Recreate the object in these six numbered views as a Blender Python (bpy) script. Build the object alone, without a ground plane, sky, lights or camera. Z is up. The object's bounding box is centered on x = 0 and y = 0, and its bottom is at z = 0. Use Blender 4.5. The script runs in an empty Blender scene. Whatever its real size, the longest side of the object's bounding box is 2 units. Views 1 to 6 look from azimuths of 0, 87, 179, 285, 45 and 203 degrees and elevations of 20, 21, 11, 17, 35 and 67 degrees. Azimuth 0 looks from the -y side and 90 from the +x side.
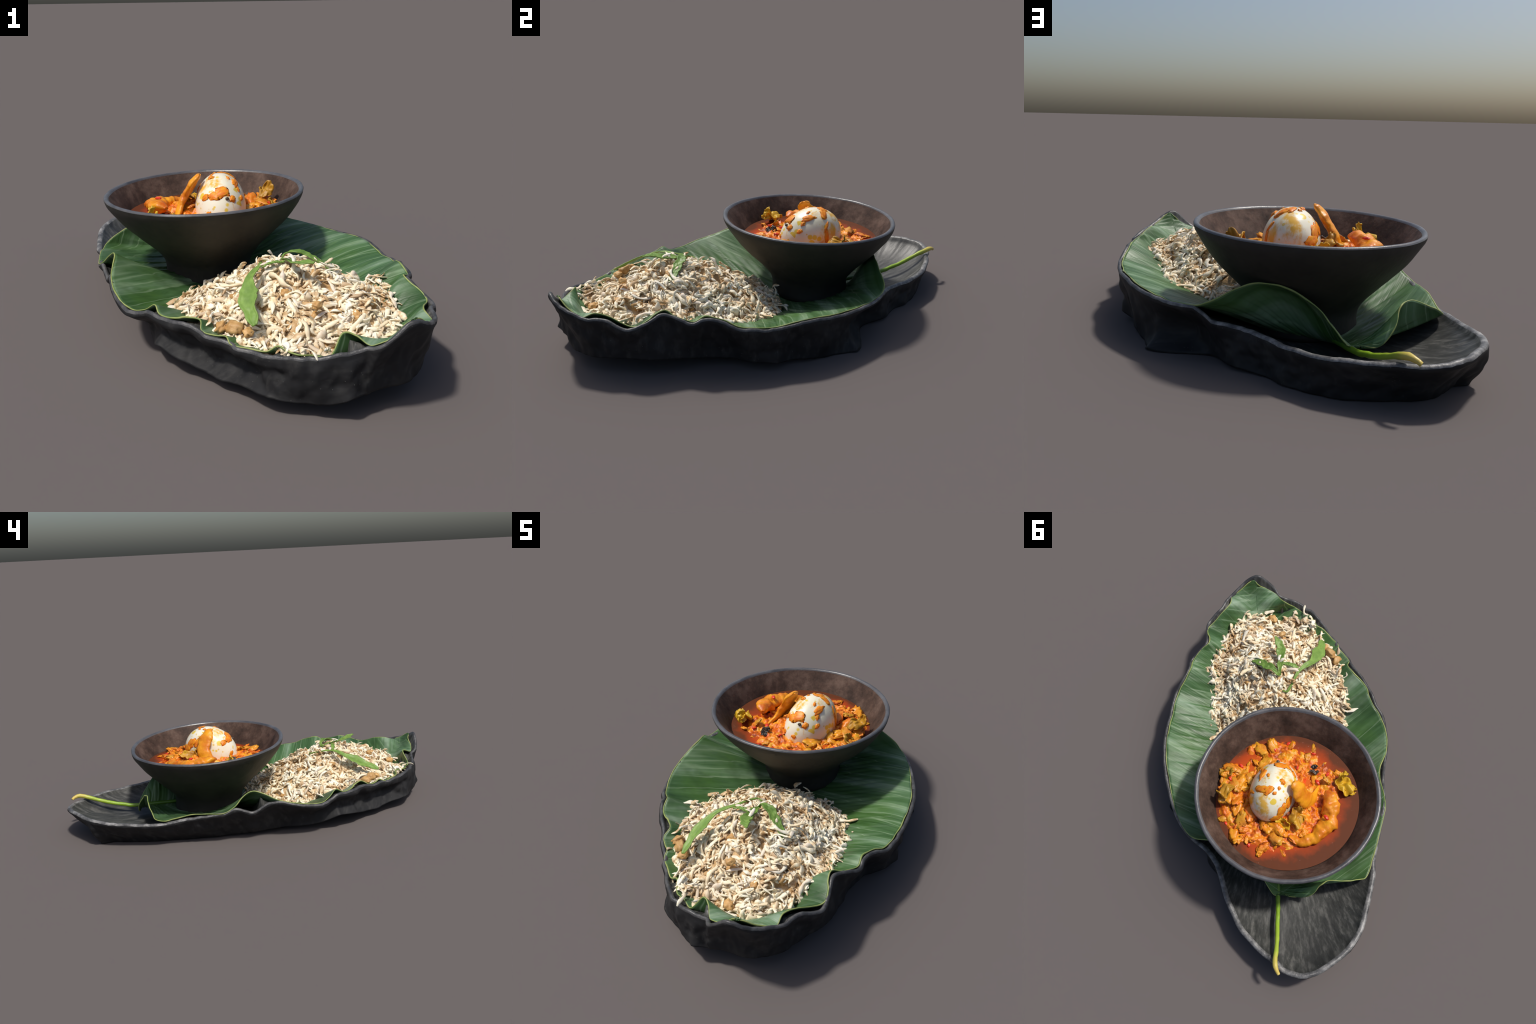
"""Black leaf-shaped tray lined with a green leaf, a cone bowl of orange stew with
a boiled egg, and a mound of shredded coconut rice with herb leaves on top."""
import bpy, math, random
import numpy as np
from mathutils import Vector, Matrix, noise

random.seed(7)
rng = np.random.default_rng(7)
noise.seed_set(7)
COL = bpy.context.scene.collection


# ------------------------------------------------------------------ helpers
def arr(*pts):
    return np.array(pts, float)


def catmull(P, n, closed=False):
    """Catmull-Rom spline through P, n samples evenly spaced by arc length."""
    P = np.asarray(P, float)
    m = len(P)
    if closed:
        Q = np.vstack([P[-1:], P, P[:2]])
        seg = m
    else:
        Q = np.vstack([2 * P[0] - P[1], P, 2 * P[-1] - P[-2]])
        seg = m - 1
    out = []
    for i in range(seg):
        a, b, c, d = Q[i:i + 4]
        t = np.linspace(0, 1, 16, endpoint=False)[:, None]
        out.append(0.5 * (2 * b + (c - a) * t + (2 * a - 5 * b + 4 * c - d) * t ** 2 + (3 * b - a - 3 * c + d) * t ** 3))
    out = np.vstack(out + [Q[1:2] if closed else P[-1:]])
    L = np.r_[0, np.cumsum(np.linalg.norm(np.diff(out, axis=0), axis=1))]
    s = np.linspace(0, L[-1], n + 1)[:-1] if closed else np.linspace(0, L[-1], n)
    return np.stack([np.interp(s, L, out[:, k]) for k in range(P.shape[1])], 1)


def nz(p, scale=1.0, octaves=3):
    return noise.fractal(Vector(p) * scale, 1.0, 2.0, octaves)


def nvec(p, scale):
    return noise.noise_vector(Vector(p) * scale)


def add(name, verts, faces, mat, parent=None, smooth=True):
    me = bpy.data.meshes.new(name)
    me.from_pydata([tuple(map(float, v)) for v in verts], [], [tuple(map(int, f)) for f in faces])
    me.update()
    if smooth:
        me.shade_smooth()
    me.materials.append(mat)
    ob = bpy.data.objects.new(name, me)
    COL.objects.link(ob)
    if parent:
        ob.parent = parent
    return ob


def link(name, me, parent, M):
    ob = bpy.data.objects.new(name, me)
    COL.objects.link(ob)
    ob.parent = parent
    ob.matrix_local = M
    return ob


def grid_faces(nu, nv, cu=False, cv=False, flip=False):
    f = []
    for i in range(nu if cu else nu - 1):
        for j in range(nv if cv else nv - 1):
            a, b = i * nv + j, i * nv + (j + 1) % nv
            c, d = ((i + 1) % nu) * nv + (j + 1) % nv, ((i + 1) % nu) * nv + j
            f.append((a, d, c, b) if flip else (a, b, c, d))
    return f


def tube(path, radii, seg=12, flat=1.0, up=(0, 0, 1), lump=0.0, lscale=30, seed=0.0, caps=True):
    """Loft of ellipses along a path: returns vertices and faces."""
    path = np.asarray(path, float)
    n = len(path)
    T = np.gradient(path, axis=0)
    T /= np.linalg.norm(T, axis=1)[:, None] + 1e-9
    V = []
    up = np.array(up, float)
    for i in range(n):
        side = np.cross(T[i], up)
        if np.linalg.norm(side) < 1e-3:
            side = np.cross(T[i], (1, 0, 0))
        side /= np.linalg.norm(side)
        nn = np.cross(side, T[i])
        for k in range(seg):
            a = 2 * math.pi * k / seg
            d = side * math.cos(a) + nn * math.sin(a) * flat
            r = radii[i]
            p = path[i] + d * r
            if lump:
                p = path[i] + d * r * (1 + lump * nz(p + seed, lscale, 3))
            V.append(p)
    F = grid_faces(n, seg, False, True, True)
    if caps:
        V += [path[0], path[-1]]
        c0, c1 = len(V) - 2, len(V) - 1
        F += [(c0, (k + 1) % seg, k) for k in range(seg)]
        b = (n - 1) * seg
        F += [(c1, b + k, b + (k + 1) % seg) for k in range(seg)]
    return V, F


def blob_mesh(name, mat, sub=3, amp=0.3, scale=2.0, seed=0.0, squash=(1, 1, 1), sharp=0.0):
    import bmesh
    bm = bmesh.new()
    bmesh.ops.create_icosphere(bm, subdivisions=sub, radius=1)
    for v in bm.verts:
        d = v.co.normalized()
        h = nz(d + Vector((seed, seed * 1.7, 0)), scale, 4)
        if sharp:
            h = (1 - sharp) * h + sharp * (0.5 - 2 * abs(nz(d + Vector((0, seed, 3)), scale * 0.8, 3)))
        r = 1 + amp * h
        v.co = Vector((d.x * r * squash[0], d.y * r * squash[1], d.z * r * squash[2]))
    me = bpy.data.meshes.new(name)
    bm.to_mesh(me)
    bm.free()
    me.shade_smooth()
    me.materials.append(mat)
    return me


# ---------------------------------------------------------------- materials
class Mat:
    def __init__(self, name, rough=0.5, spec=0.5):
        self.m = bpy.data.materials.new(name)
        self.m.use_nodes = True
        self.nt = self.m.node_tree
        self.b = self.nt.nodes["Principled BSDF"]
        self.b.inputs["Roughness"].default_value = rough
        self.b.inputs["Specular IOR Level"].default_value = spec
        self.co = self.nt.nodes.new("ShaderNodeTexCoord").outputs["Object"]

    def n(self, kind, **kw):
        nd = self.nt.nodes.new(kind)
        for k, v in kw.items():
            if k in nd.inputs:
                nd.inputs[k].default_value = v
            else:
                setattr(nd, k, v)
        return nd

    def l(self, a, b):
        self.nt.links.new(a, b)

    def mapping(self, scale=(1, 1, 1), rot=(0, 0, 0), loc=(0, 0, 0), src=None):
        nd = self.n("ShaderNodeMapping")
        nd.inputs["Scale"].default_value = scale
        nd.inputs["Rotation"].default_value = rot
        nd.inputs["Location"].default_value = loc
        self.l(src or self.co, nd.inputs["Vector"])
        return nd.outputs[0]

    def noise(self, scale, detail=4, rough=0.55, vec=None, dist=0.0):
        nd = self.n("ShaderNodeTexNoise", Scale=scale, Detail=detail, Roughness=rough, Distortion=dist)
        self.l(vec or self.co, nd.inputs["Vector"])
        return nd.outputs["Fac"]

    def voronoi(self, scale, vec=None, out="Distance", feature="F1"):
        nd = self.n("ShaderNodeTexVoronoi", Scale=scale)
        nd.feature = feature
        self.l(vec or self.co, nd.inputs["Vector"])
        return nd.outputs[out]

    def ramp(self, src, *stops, mode="LINEAR"):
        nd = self.n("ShaderNodeValToRGB")
        el = nd.color_ramp.elements
        nd.color_ramp.interpolation = mode
        while len(el) < len(stops):
            el.new(0.5)
        for e, (p, c) in zip(el, stops):
            e.position = p
            e.color = (*c, 1) if isinstance(c, tuple) else (c, c, c, 1)
        self.l(src, nd.inputs[0])
        return nd.outputs[0]

    def mix(self, fac, a, b, blend="MIX"):
        nd = self.n("ShaderNodeMix", data_type="RGBA", blend_type=blend)
        ins = [s for s in nd.inputs if s.type == "RGBA"]
        f = nd.inputs[0]
        for s, v in ((f, fac), (ins[0], a), (ins[1], b)):
            if hasattr(v, "is_output"):
                self.l(v, s)
            elif isinstance(v, tuple):
                s.default_value = (*v, 1)
            else:
                s.default_value = v
        return [o for o in nd.outputs if o.type == "RGBA"][0]

    def math(self, op, a, b=0.0, c=None):
        nd = self.n("ShaderNodeMath", operation=op)
        for s, v in zip(nd.inputs, (a, b, c)):
            if v is None:
                continue
            if hasattr(v, "is_output"):
                self.l(v, s)
            else:
                s.default_value = v
        return nd.outputs[0]

    def sep(self, vec=None):
        nd = self.n("ShaderNodeSeparateXYZ")
        self.l(vec or self.co, nd.inputs[0])
        return nd.outputs

    def color(self, c):
        if hasattr(c, "is_output"):
            self.l(c, self.b.inputs["Base Color"])
        else:
            self.b.inputs["Base Color"].default_value = (*c, 1)

    def rough(self, src):
        self.l(src, self.b.inputs["Roughness"])

    def bump(self, src, strength=0.3, dist=0.01):
        nd = self.n("ShaderNodeBump", Strength=strength, Distance=dist)
        self.l(src, nd.inputs["Height"])
        self.l(nd.outputs[0], self.b.inputs["Normal"])


# rotate so that local x runs along the tray from its round end to its tip
AX = np.array([0.507, -0.862])
AXROT = math.atan2(AX[1], AX[0])


def tray_material():
    M = Mat("black_fired_clay", 0.6, 0.22)
    g = M.noise(9, 6, 0.65)
    streak = M.noise(14, 5, 0.6, M.mapping((0.25, 2.2, 1.0), (0, 0, -AXROT)))
    base = M.ramp(g, (0.3, (0.012, 0.012, 0.013)), (0.7, (0.024, 0.024, 0.025)))
    grey = M.ramp(streak, (0.5, 0.0), (0.75, 0.4))
    c = M.mix(grey, base, (0.085, 0.083, 0.077))
    speck = M.ramp(M.voronoi(60), (0.04, 0.55), (0.11, 0.0))
    c = M.mix(M.math("MULTIPLY", speck, M.ramp(M.noise(5), (0.45, 0.0), (0.62, 1.0))), c, (0.24, 0.23, 0.21))
    M.color(c)
    M.rough(M.ramp(g, (0.3, 0.52), (0.7, 0.70)))
    M.bump(M.noise(45, 6, 0.6), 0.15, 0.006)
    return M.m


def hollow_material():
    """Inside of the tray: grey lightened to its sunlit brightness, with fanned pale streaks and specks."""
    M = Mat("sun_lightened_clay_hollow", 0.45, 0.4)
    v = M.mapping((1, 1, 1), (0, 0, -AXROT))
    x, y, z = M.sep(v)
    ang = M.math("DIVIDE", M.math("ADD", y, -0.02), M.math("ADD", M.math("MULTIPLY", x, -1.0), 0.25))
    cv = M.n("ShaderNodeCombineXYZ")
    M.l(M.math("MULTIPLY", ang, 3.0), cv.inputs[0])
    M.l(M.math("MULTIPLY", x, 0.8), cv.inputs[1])
    streak = M.noise(14, 5, 0.65, cv.outputs[0])
    c = M.ramp(streak, (0.36, (0.030, 0.031, 0.029)), (0.50, (0.055, 0.056, 0.052)), (0.64, (0.13, 0.128, 0.118)))
    c = M.mix(M.ramp(M.noise(5, 4), (0.4, 0.0), (0.65, 0.5)), c, (0.030, 0.030, 0.030))
    speck = M.ramp(M.voronoi(60), (0.04, 0.7), (0.12, 0.0))
    c = M.mix(M.math("MULTIPLY", speck, M.ramp(M.noise(7), (0.48, 0.0), (0.62, 1.0))), c, (0.28, 0.27, 0.25))
    M.color(c)
    M.bump(streak, 0.3, 0.006)
    return M.m


def rim_material():
    """Mottled rim: pale grey along the lip, palest at the round end."""
    M = Mat("mottled_grey_rim", 0.42, 0.5)
    g = M.noise(22, 6, 0.65)
    c = M.ramp(g, (0.30, (0.035, 0.035, 0.037)), (0.46, (0.11, 0.109, 0.108)), (0.58, (0.22, 0.216, 0.21)), (0.72, (0.36, 0.35, 0.335)))
    x, y, z = M.sep(M.mapping((1, 1, 1), (0, 0, -AXROT)))
    soft = M.math("ADD", M.math("MULTIPLY", x, -1.0), M.math("MULTIPLY", M.math("SUBTRACT", M.noise(6, 3), 0.5), 0.6))
    c = M.mix(M.ramp(soft, (0.0, 0.30), (0.55, 1.0)), (0.020, 0.020, 0.022), c)
    M.color(c)
    M.bump(M.noise(60, 5), 0.3, 0.008)
    return M.m


def bowl_rim_material():
    M = Mat("bowl_lip", 0.36, 0.55)
    g = M.noise(10, 5, 0.6)
    M.color(M.ramp(g, (0.3, (0.045, 0.045, 0.050)), (0.7, (0.12, 0.12, 0.128))))  # bluish highlight on the lip painted into this grey
    M.bump(M.noise(40, 4), 0.2, 0.006)
    return M.m


def bowl_out_material():
    M = Mat("dark_bowl_clay", 0.6, 0.35)
    g = M.noise(7, 7, 0.7)
    M.color(M.ramp(g, (0.3, (0.022, 0.020, 0.017)), (0.7, (0.040, 0.036, 0.029))))
    M.bump(M.noise(50, 6), 0.2, 0.008)
    return M.m


def bowl_in_material():
    M = Mat("brown_bowl_lining", 0.62, 0.15)
    g = M.noise(8, 8, 0.72)
    c = M.ramp(g, (0.36, (0.034, 0.022, 0.017)), (0.50, (0.072, 0.045, 0.034)), (0.64, (0.130, 0.086, 0.066)))
    s = M.ramp(M.voronoi(75), (0.03, 0.5), (0.09, 0.0))
    c = M.mix(M.math("MULTIPLY", s, M.ramp(M.noise(4), (0.5, 0.0), (0.65, 1.0))), c, (0.25, 0.2, 0.16))
    M.color(c)
    M.bump(M.noise(40, 6), 0.2, 0.008)
    return M.m


def leaf_material():
    M = Mat("green_leaf", 0.45, 0.42)
    v = M.mapping((1, 1, 1), (0, 0, -AXROT))
    x, y, z = M.sep(v)
    # veins run outward from the midrib and slant towards the tip
    off = M.math("ABSOLUTE", M.math("ADD", y, -0.06))
    ph = M.math("SUBTRACT", x, M.math("MULTIPLY", off, 0.55))
    cv = M.n("ShaderNodeCombineXYZ")
    M.l(ph, cv.inputs[0])
    M.l(M.math("MULTIPLY", y, 0.055), cv.inputs[1])
    M.l(M.math("MULTIPLY", z, 0.06), cv.inputs[2])
    streak = M.noise(9, 5, 0.58, cv.outputs[0])
    fine = M.noise(75, 3, 0.6, cv.outputs[0])
    blot = M.noise(4.5, 4, 0.6)
    c = M.ramp(streak, (0.36, (0.026, 0.072, 0.020)), (0.47, (0.058, 0.134, 0.044)), (0.56, (0.110, 0.205, 0.095)), (0.66, (0.27, 0.37, 0.26)))  # greens lightened, palest streaks desaturated to carry the bluish-white sheen
    c = M.mix(M.ramp(fine, (0.42, 0.0), (0.7, 0.35)), c, (0.13, 0.24, 0.11))
    c = M.mix(M.ramp(blot, (0.45, 0.0), (0.72, 0.6)), c, (0.060, 0.145, 0.020))
    line = M.math("ABSOLUTE", M.math("SUBTRACT", M.noise(13, 2, 0.5, cv.outputs[0]), 0.5))
    c = M.mix(M.ramp(line, (0.0, 0.7), (0.022, 0.0)), c, (0.25, 0.36, 0.21))
    c = M.mix(M.ramp(M.noise(3.2, 4, 0.65, M.mapping((1, 1, 1), (0, 0, 0), (3, 1, 0))), (0.50, 0.0), (0.68, 0.6)), c, (0.025, 0.062, 0.016))
    s = M.ramp(M.voronoi(42), (0.02, 0.8), (0.05, 0.0))
    c = M.mix(M.math("MULTIPLY", s, M.ramp(M.noise(7), (0.5, 0.0), (0.6, 1.0))), c, (0.35, 0.42, 0.2))
    M.color(c)
    M.rough(M.ramp(streak, (0.3, 0.36), (0.7, 0.52)))
    M.bump(M.math("ADD", M.math("MULTIPLY", streak, 1.0), M.math("MULTIPLY", fine, 0.35)), 0.45, 0.012)
    tr = M.n("ShaderNodeBsdfTranslucent")
    M.l(c, tr.inputs[0])
    ms = M.n("ShaderNodeMixShader", Fac=0.12)
    M.l(M.b.outputs[0], ms.inputs[1])
    M.l(tr.outputs[0], ms.inputs[2])
    M.l(ms.outputs[0], M.nt.nodes["Material Output"].inputs[0])
    return M.m


def simple(name, a, b, scale=12, rough=0.5, spec=0.5, bump=0.2, bscale=60, rand=0.0):
    M = Mat(name, rough, spec)
    c = M.ramp(M.noise(scale, 5, 0.6), (0.3, a), (0.7, b))
    if rand:
        oi = M.n("ShaderNodeObjectInfo").outputs["Random"]
        c = M.mix(1.0, c, M.ramp(oi, (0.0, (1 - rand,) * 3), (1.0, (1.0,) * 3)), "MULTIPLY")
    M.color(c)
    if bump:
        M.bump(M.noise(bscale, 4), bump, 0.006)
    return M.m


def stem_material():
    M = Mat("leaf_stem", 0.4, 0.5)
    x, y, z = M.sep()
    n = M.noise(30, 3)
    t = M.math("ADD", y, M.math("MULTIPLY", M.math("SUBTRACT", n, 0.5), 0.08))
    c = M.ramp(t, (0.58, (0.07, 0.17, 0.012)), (0.76, (0.26, 0.42, 0.022)), (0.89, (0.36, 0.46, 0.045)), (0.97, (0.60, 0.45, 0.10)))
    M.color(c)
    M.bump(M.noise(60, 3), 0.2, 0.005)
    return M.m


def shred_material(name="coconut_shred"):
    M = Mat(name, 0.55, 0.35)
    oi = M.n("ShaderNodeObjectInfo").outputs["Random"]
    tint = M.ramp(oi, (0.0, (0.50, 0.33, 0.17)), (0.14, (0.62, 0.50, 0.36)), (0.3, (0.82, 0.68, 0.46)), (0.55, (0.92, 0.80, 0.58)), (0.8, (0.92, 0.85, 0.70)), (1.0, (0.74, 0.62, 0.49)))  # tints spread from shade tans to sunlit creams, coloured per shred
    c = M.mix(M.ramp(M.noise(26, 3), (0.48, 0.0), (0.72, 0.4)), tint, (0.68, 0.44, 0.20))
    M.color(c)
    M.b.inputs["Subsurface Weight"].default_value = 0.12
    M.b.inputs["Subsurface Radius"].default_value = (0.02, 0.012, 0.006)
    M.b.inputs["Subsurface Scale"].default_value = 0.4
    return M.m


def loose_shred_material():
    M = Mat("coconut_shred_loose", 0.55, 0.35)
    n = M.noise(16, 3, 0.7)
    c = M.ramp(n, (0.34, (0.44, 0.27, 0.12)), (0.43, (0.72, 0.54, 0.33)), (0.49, (0.92, 0.81, 0.58)), (0.60, (0.93, 0.88, 0.74)), (0.70, (0.74, 0.61, 0.47)))  # tan stops tinted to the heap's shaded side, near-whites to its lit side
    c = M.mix(M.ramp(M.noise(7, 4, 0.6), (0.54, 0.0), (0.66, 0.45)), c, (0.60, 0.40, 0.21))
    M.color(c)
    return M.m


def mound_material():
    M = Mat("rice_mound_core", 0.65, 0.3)
    c = M.ramp(M.noise(22, 5, 0.65), (0.3, (0.34, 0.18, 0.06)), (0.5, (0.56, 0.37, 0.18)), (0.7, (0.74, 0.60, 0.40)))
    M.color(c)
    M.bump(M.noise(45, 5), 0.5, 0.02)
    return M.m


def egg_material():
    M = Mat("egg_white", 0.3, 0.5)
    M.b.inputs["Subsurface Weight"].default_value = 0.2
    M.b.inputs["Subsurface Radius"].default_value = (0.05, 0.04, 0.025)
    M.b.inputs["Subsurface Scale"].default_value = 0.3
    c = M.mix(M.ramp(M.noise(6, 3), (0.4, 0.0), (0.7, 1.0)), (0.84, 0.80, 0.66), (0.80, 0.74, 0.54))
    big = M.n("ShaderNodeTexVoronoi", Scale=24.0)
    M.l(M.co, big.inputs["Vector"])
    rnd = M.sep(big.outputs["Color"])[0]
    size = M.math("MULTIPLY", rnd, 0.52)
    spot = M.math("SUBTRACT", size, big.outputs["Distance"])
    spot = M.math("ADD", spot, M.math("MULTIPLY", M.math("SUBTRACT", M.noise(40, 3), 0.5), 0.16))
    c = M.mix(M.ramp(spot, (0.05, 0.0), (0.14, 0.9)), c, (0.78, 0.54, 0.01))
    sm = M.n("ShaderNodeTexVoronoi", Scale=42.0)
    M.l(M.co, sm.inputs["Vector"])
    rs = M.sep(sm.outputs["Color"])[1]
    s2 = M.math("SUBTRACT", M.math("MULTIPLY", rs, 0.42), sm.outputs["Distance"])
    c = M.mix(M.ramp(s2, (0.08, 0.0), (0.15, 0.75)), c, (0.72, 0.48, 0.03))
    st = M.noise(11, 5, 0.6, M.mapping((1, 1, 0.6), (0, 0, 0), (0.3, 0.1, 0.2)))
    c = M.mix(M.ramp(st, (0.53, 0.0), (0.63, 0.9)), c, (0.80, 0.42, 0.012))
    M.color(c)
    return M.m


def sauce_material(name, seed=0.0, rand=False, size=1.0):
    """size: how many metres one unit of the piece's own space stands for."""
    M = Mat(name, 0.33, 0.5)
    v = M.mapping((size,) * 3, (0, 0, 0), (seed, seed * 2, 0))
    c = M.ramp(M.noise(20, 6, 0.65, v), (0.32, (0.16, 0.030, 0.006)), (0.42, (0.56, 0.100, 0.008)), (0.52, (0.80, 0.230, 0.010)), (0.62, (0.76, 0.36, 0.020)), (0.74, (0.46, 0.25, 0.025)))
    r = M.noise(14, 3, 0.5, M.mapping((size,) * 3, (0, 0, 0), (4 + seed, 2, 1)))
    c = M.mix(M.ramp(r, (0.60, 0.0), (0.68, 0.85)), c, (0.72, 0.065, 0.015))
    if rand:
        oi = M.n("ShaderNodeObjectInfo").outputs["Random"]
        c = M.mix(0.45, c, M.ramp(oi, (0.0, (0.76, 0.20, 0.01)), (0.35, (0.72, 0.34, 0.015)), (0.6, (0.40, 0.24, 0.03)), (0.8, (0.70, 0.10, 0.012)), (1.0, (0.80, 0.44, 0.03))))
    M.color(c)
    M.bump(M.noise(70, 5, 0.6, v), 0.4, 0.010)
    return M.m


def broth_material():
    M = Mat("stew_broth", 0.45, 0.12)
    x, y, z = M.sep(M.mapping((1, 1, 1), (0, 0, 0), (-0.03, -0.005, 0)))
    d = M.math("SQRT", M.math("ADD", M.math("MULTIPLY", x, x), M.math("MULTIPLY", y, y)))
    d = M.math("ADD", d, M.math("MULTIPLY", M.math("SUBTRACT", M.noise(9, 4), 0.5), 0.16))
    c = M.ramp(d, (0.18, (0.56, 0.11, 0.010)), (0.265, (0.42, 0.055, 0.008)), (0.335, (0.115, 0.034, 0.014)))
    bub = M.ramp(M.voronoi(55), (0.05, 0.7), (0.12, 0.0))
    c = M.mix(M.math("MULTIPLY", bub, M.ramp(M.noise(6), (0.5, 0.0), (0.62, 1.0))), c, (0.35, 0.24, 0.20))
    M.color(c)
    M.bump(M.noise(30, 3), 0.08, 0.01)
    return M.m


HOLLOW, BOWL_RIM = hollow_material(), bowl_rim_material()
CLAY, RIM, BOWL_OUT, BOWL_IN, LEAF = tray_material(), rim_material(), bowl_out_material(), bowl_in_material(), leaf_material()
MARGIN = simple("leaf_margin", (0.17, 0.25, 0.06), (0.36, 0.38, 0.13), 20, 0.5)
STEM = stem_material()
SHRED, LOOSE, CORE = shred_material(), loose_shred_material(), mound_material()
PEANUT = simple("roast_peanut", (0.48, 0.24, 0.07), (0.72, 0.46, 0.19), 1.2, 0.5, 0.4, 0.2, 4, 0.35)
HERB = simple("herb_leaf", (0.075, 0.16, 0.018), (0.24, 0.38, 0.075), 14, 0.5, 0.5, 0.3, 40)
EGG, SAUCE, CHUNK, BROTH = egg_material(), sauce_material("stew_sauce"), sauce_material("stew_chunk", 1.3, True, 0.03), broth_material()
SPLASH = simple("sauce_splash", (0.66, 0.09, 0.008), (0.82, 0.36, 0.014), 1.3, 0.42, 0.35, 0.15, 4)
FISH = simple("orange_shrimp", (0.56, 0.11, 0.007), (0.85, 0.38, 0.014), 13, 0.4, 0.4, 0.5, 40)
CHILI = simple("red_chili", (0.55, 0.02, 0.01), (0.78, 0.07, 0.02), 1.0, 0.3, 0.5, 0.1, 3)
HERBCOOK = simple("wilted_herb", (0.38, 0.16, 0.012), (0.62, 0.34, 0.025), 22, 0.45, 0.4, 0.4, 50, 0.4)
CABBAGE = simple("yellow_cabbage", (0.48, 0.26, 0.01), (0.74, 0.47, 0.03), 18, 0.4, 0.4, 0.3, 50)
DARK = simple("dark_mushroom", (0.02, 0.015, 0.012), (0.09, 0.06, 0.04), 25, 0.35)

# ------------------------------------------------------------- leaf outline
TIP = (0.582, -0.935, 0.338)
EDGE_EAST = arr(  # from the stem round the +x side to the tip
    (-0.28, 0.628, 0.100), (-0.245, 0.640, 0.112), (-0.205, 0.620, 0.165), (-0.160, 0.594, 0.216), (-0.100, 0.572, 0.257),
    (0.0, 0.552, 0.296), (0.085, 0.548, 0.297), (0.166, 0.559, 0.265), (0.230, 0.565, 0.233), (0.284, 0.546, 0.215),
    (0.355, 0.495, 0.211), (0.424, 0.420, 0.210), (0.516, 0.300, 0.215), (0.585, 0.182, 0.230), (0.630, 0.072, 0.223),
    (0.655, -0.025, 0.215), (0.676, -0.093, 0.224), (0.681, -0.155, 0.234), (0.676, -0.216, 0.262), (0.670, -0.293, 0.280),
    (0.690, -0.346, 0.263), (0.674, -0.416, 0.280), (0.650, -0.465, 0.299), (0.663, -0.512, 0.287), (0.690, -0.540, 0.271),
    (0.709, -0.585, 0.250), (0.694, -0.647, 0.257), (0.673, -0.700, 0.280), (0.656, -0.764, 0.286), (0.669, -0.820, 0.276),
    (0.636, -0.874, 0.296), (0.609, -0.910, 0.326), TIP)
EDGE_WEST = arr(  # from the stem round the -x side to the tip
    (-0.28, 0.620, 0.100), (-0.335, 0.606, 0.092), (-0.365, 0.596, 0.088), (-0.395, 0.588, 0.104), (-0.430, 0.567, 0.150),
    (-0.445, 0.533, 0.197), (-0.460, 0.516, 0.220), (-0.475, 0.493, 0.225), (-0.500, 0.479, 0.230), (-0.524, 0.466, 0.224),
    (-0.553, 0.450, 0.210), (-0.581, 0.436, 0.196), (-0.602, 0.418, 0.186), (-0.623, 0.399, 0.172), (-0.643, 0.378, 0.155),
    (-0.649, 0.325, 0.147), (-0.638, 0.274, 0.160), (-0.630, 0.183, 0.181), (-0.617, 0.081, 0.189), (-0.604, -0.006, 0.190),
    (-0.574, -0.050, 0.216), (-0.527, -0.095, 0.265), (-0.502, -0.138, 0.286), (-0.493, -0.188, 0.277), (-0.495, -0.262, 0.245),
    (-0.481, -0.331, 0.225), (-0.445, -0.412, 0.205), (-0.380, -0.493, 0.188), (-0.328, -0.530, 0.200), (-0.282, -0.566, 0.234),
    (-0.261, -0.605, 0.216), (-0.200, -0.647, 0.218), (-0.157, -0.662, 0.230), (-0.108, -0.690, 0.232), (-0.098, -0.738, 0.208),
    (-0.054, -0.768, 0.209), (-0.012, -0.785, 0.212), (0.003, -0.819, 0.198), (0.052, -0.844, 0.197), (0.116, -0.875, 0.200),
    (0.156, -0.874, 0.218), (0.186, -0.902, 0.213), (0.219, -0.928, 0.214), (0.258, -0.930, 0.212), (0.322, -0.940, 0.214),
    (0.361, -0.908, 0.276), (0.405, -0.916, 0.274), (0.440, -0.943, 0.256), (0.462, -0.952, 0.258), (0.517, -0.950, 0.278),
    (0.552, -0.930, 0.312), TIP)
MIDRIB = arr((-0.28, 0.624, 0.096), (-0.21, 0.47, 0.066), (-0.10, 0.28, 0.050), (0.02, 0.07, 0.048), (0.14, -0.15, 0.054),
             (0.26, -0.36, 0.068), (0.37, -0.56, 0.090), (0.47, -0.74, 0.135), (0.545, -0.875, 0.245), TIP)
NE = 460
mid_f = catmull(MIDRIB, 400)


def midrib_match(E):
    """Veins leave the midrib behind the edge point they feed."""
    u = E[:, :2] @ AX
    v = np.abs(E[:, 0] * -AX[1] + E[:, 1] * AX[0] - 0.06)
    w = np.maximum.accumulate(u - 0.30 * v)
    w = (w - w[0]) / (w[-1] - w[0])
    w = 0.8 * w + 0.2 * np.linspace(0, 1, len(w))
    k = np.ones(41) / 41
    w = np.convolve(np.pad(w, 20, mode="edge"), k, "valid")
    w = (w - w[0]) / (w[-1] - w[0])
    return np.stack([np.interp(w, np.linspace(0, 1, len(mid_f)), mid_f[:, a]) for a in range(3)], 1)


NR = 44


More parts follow.
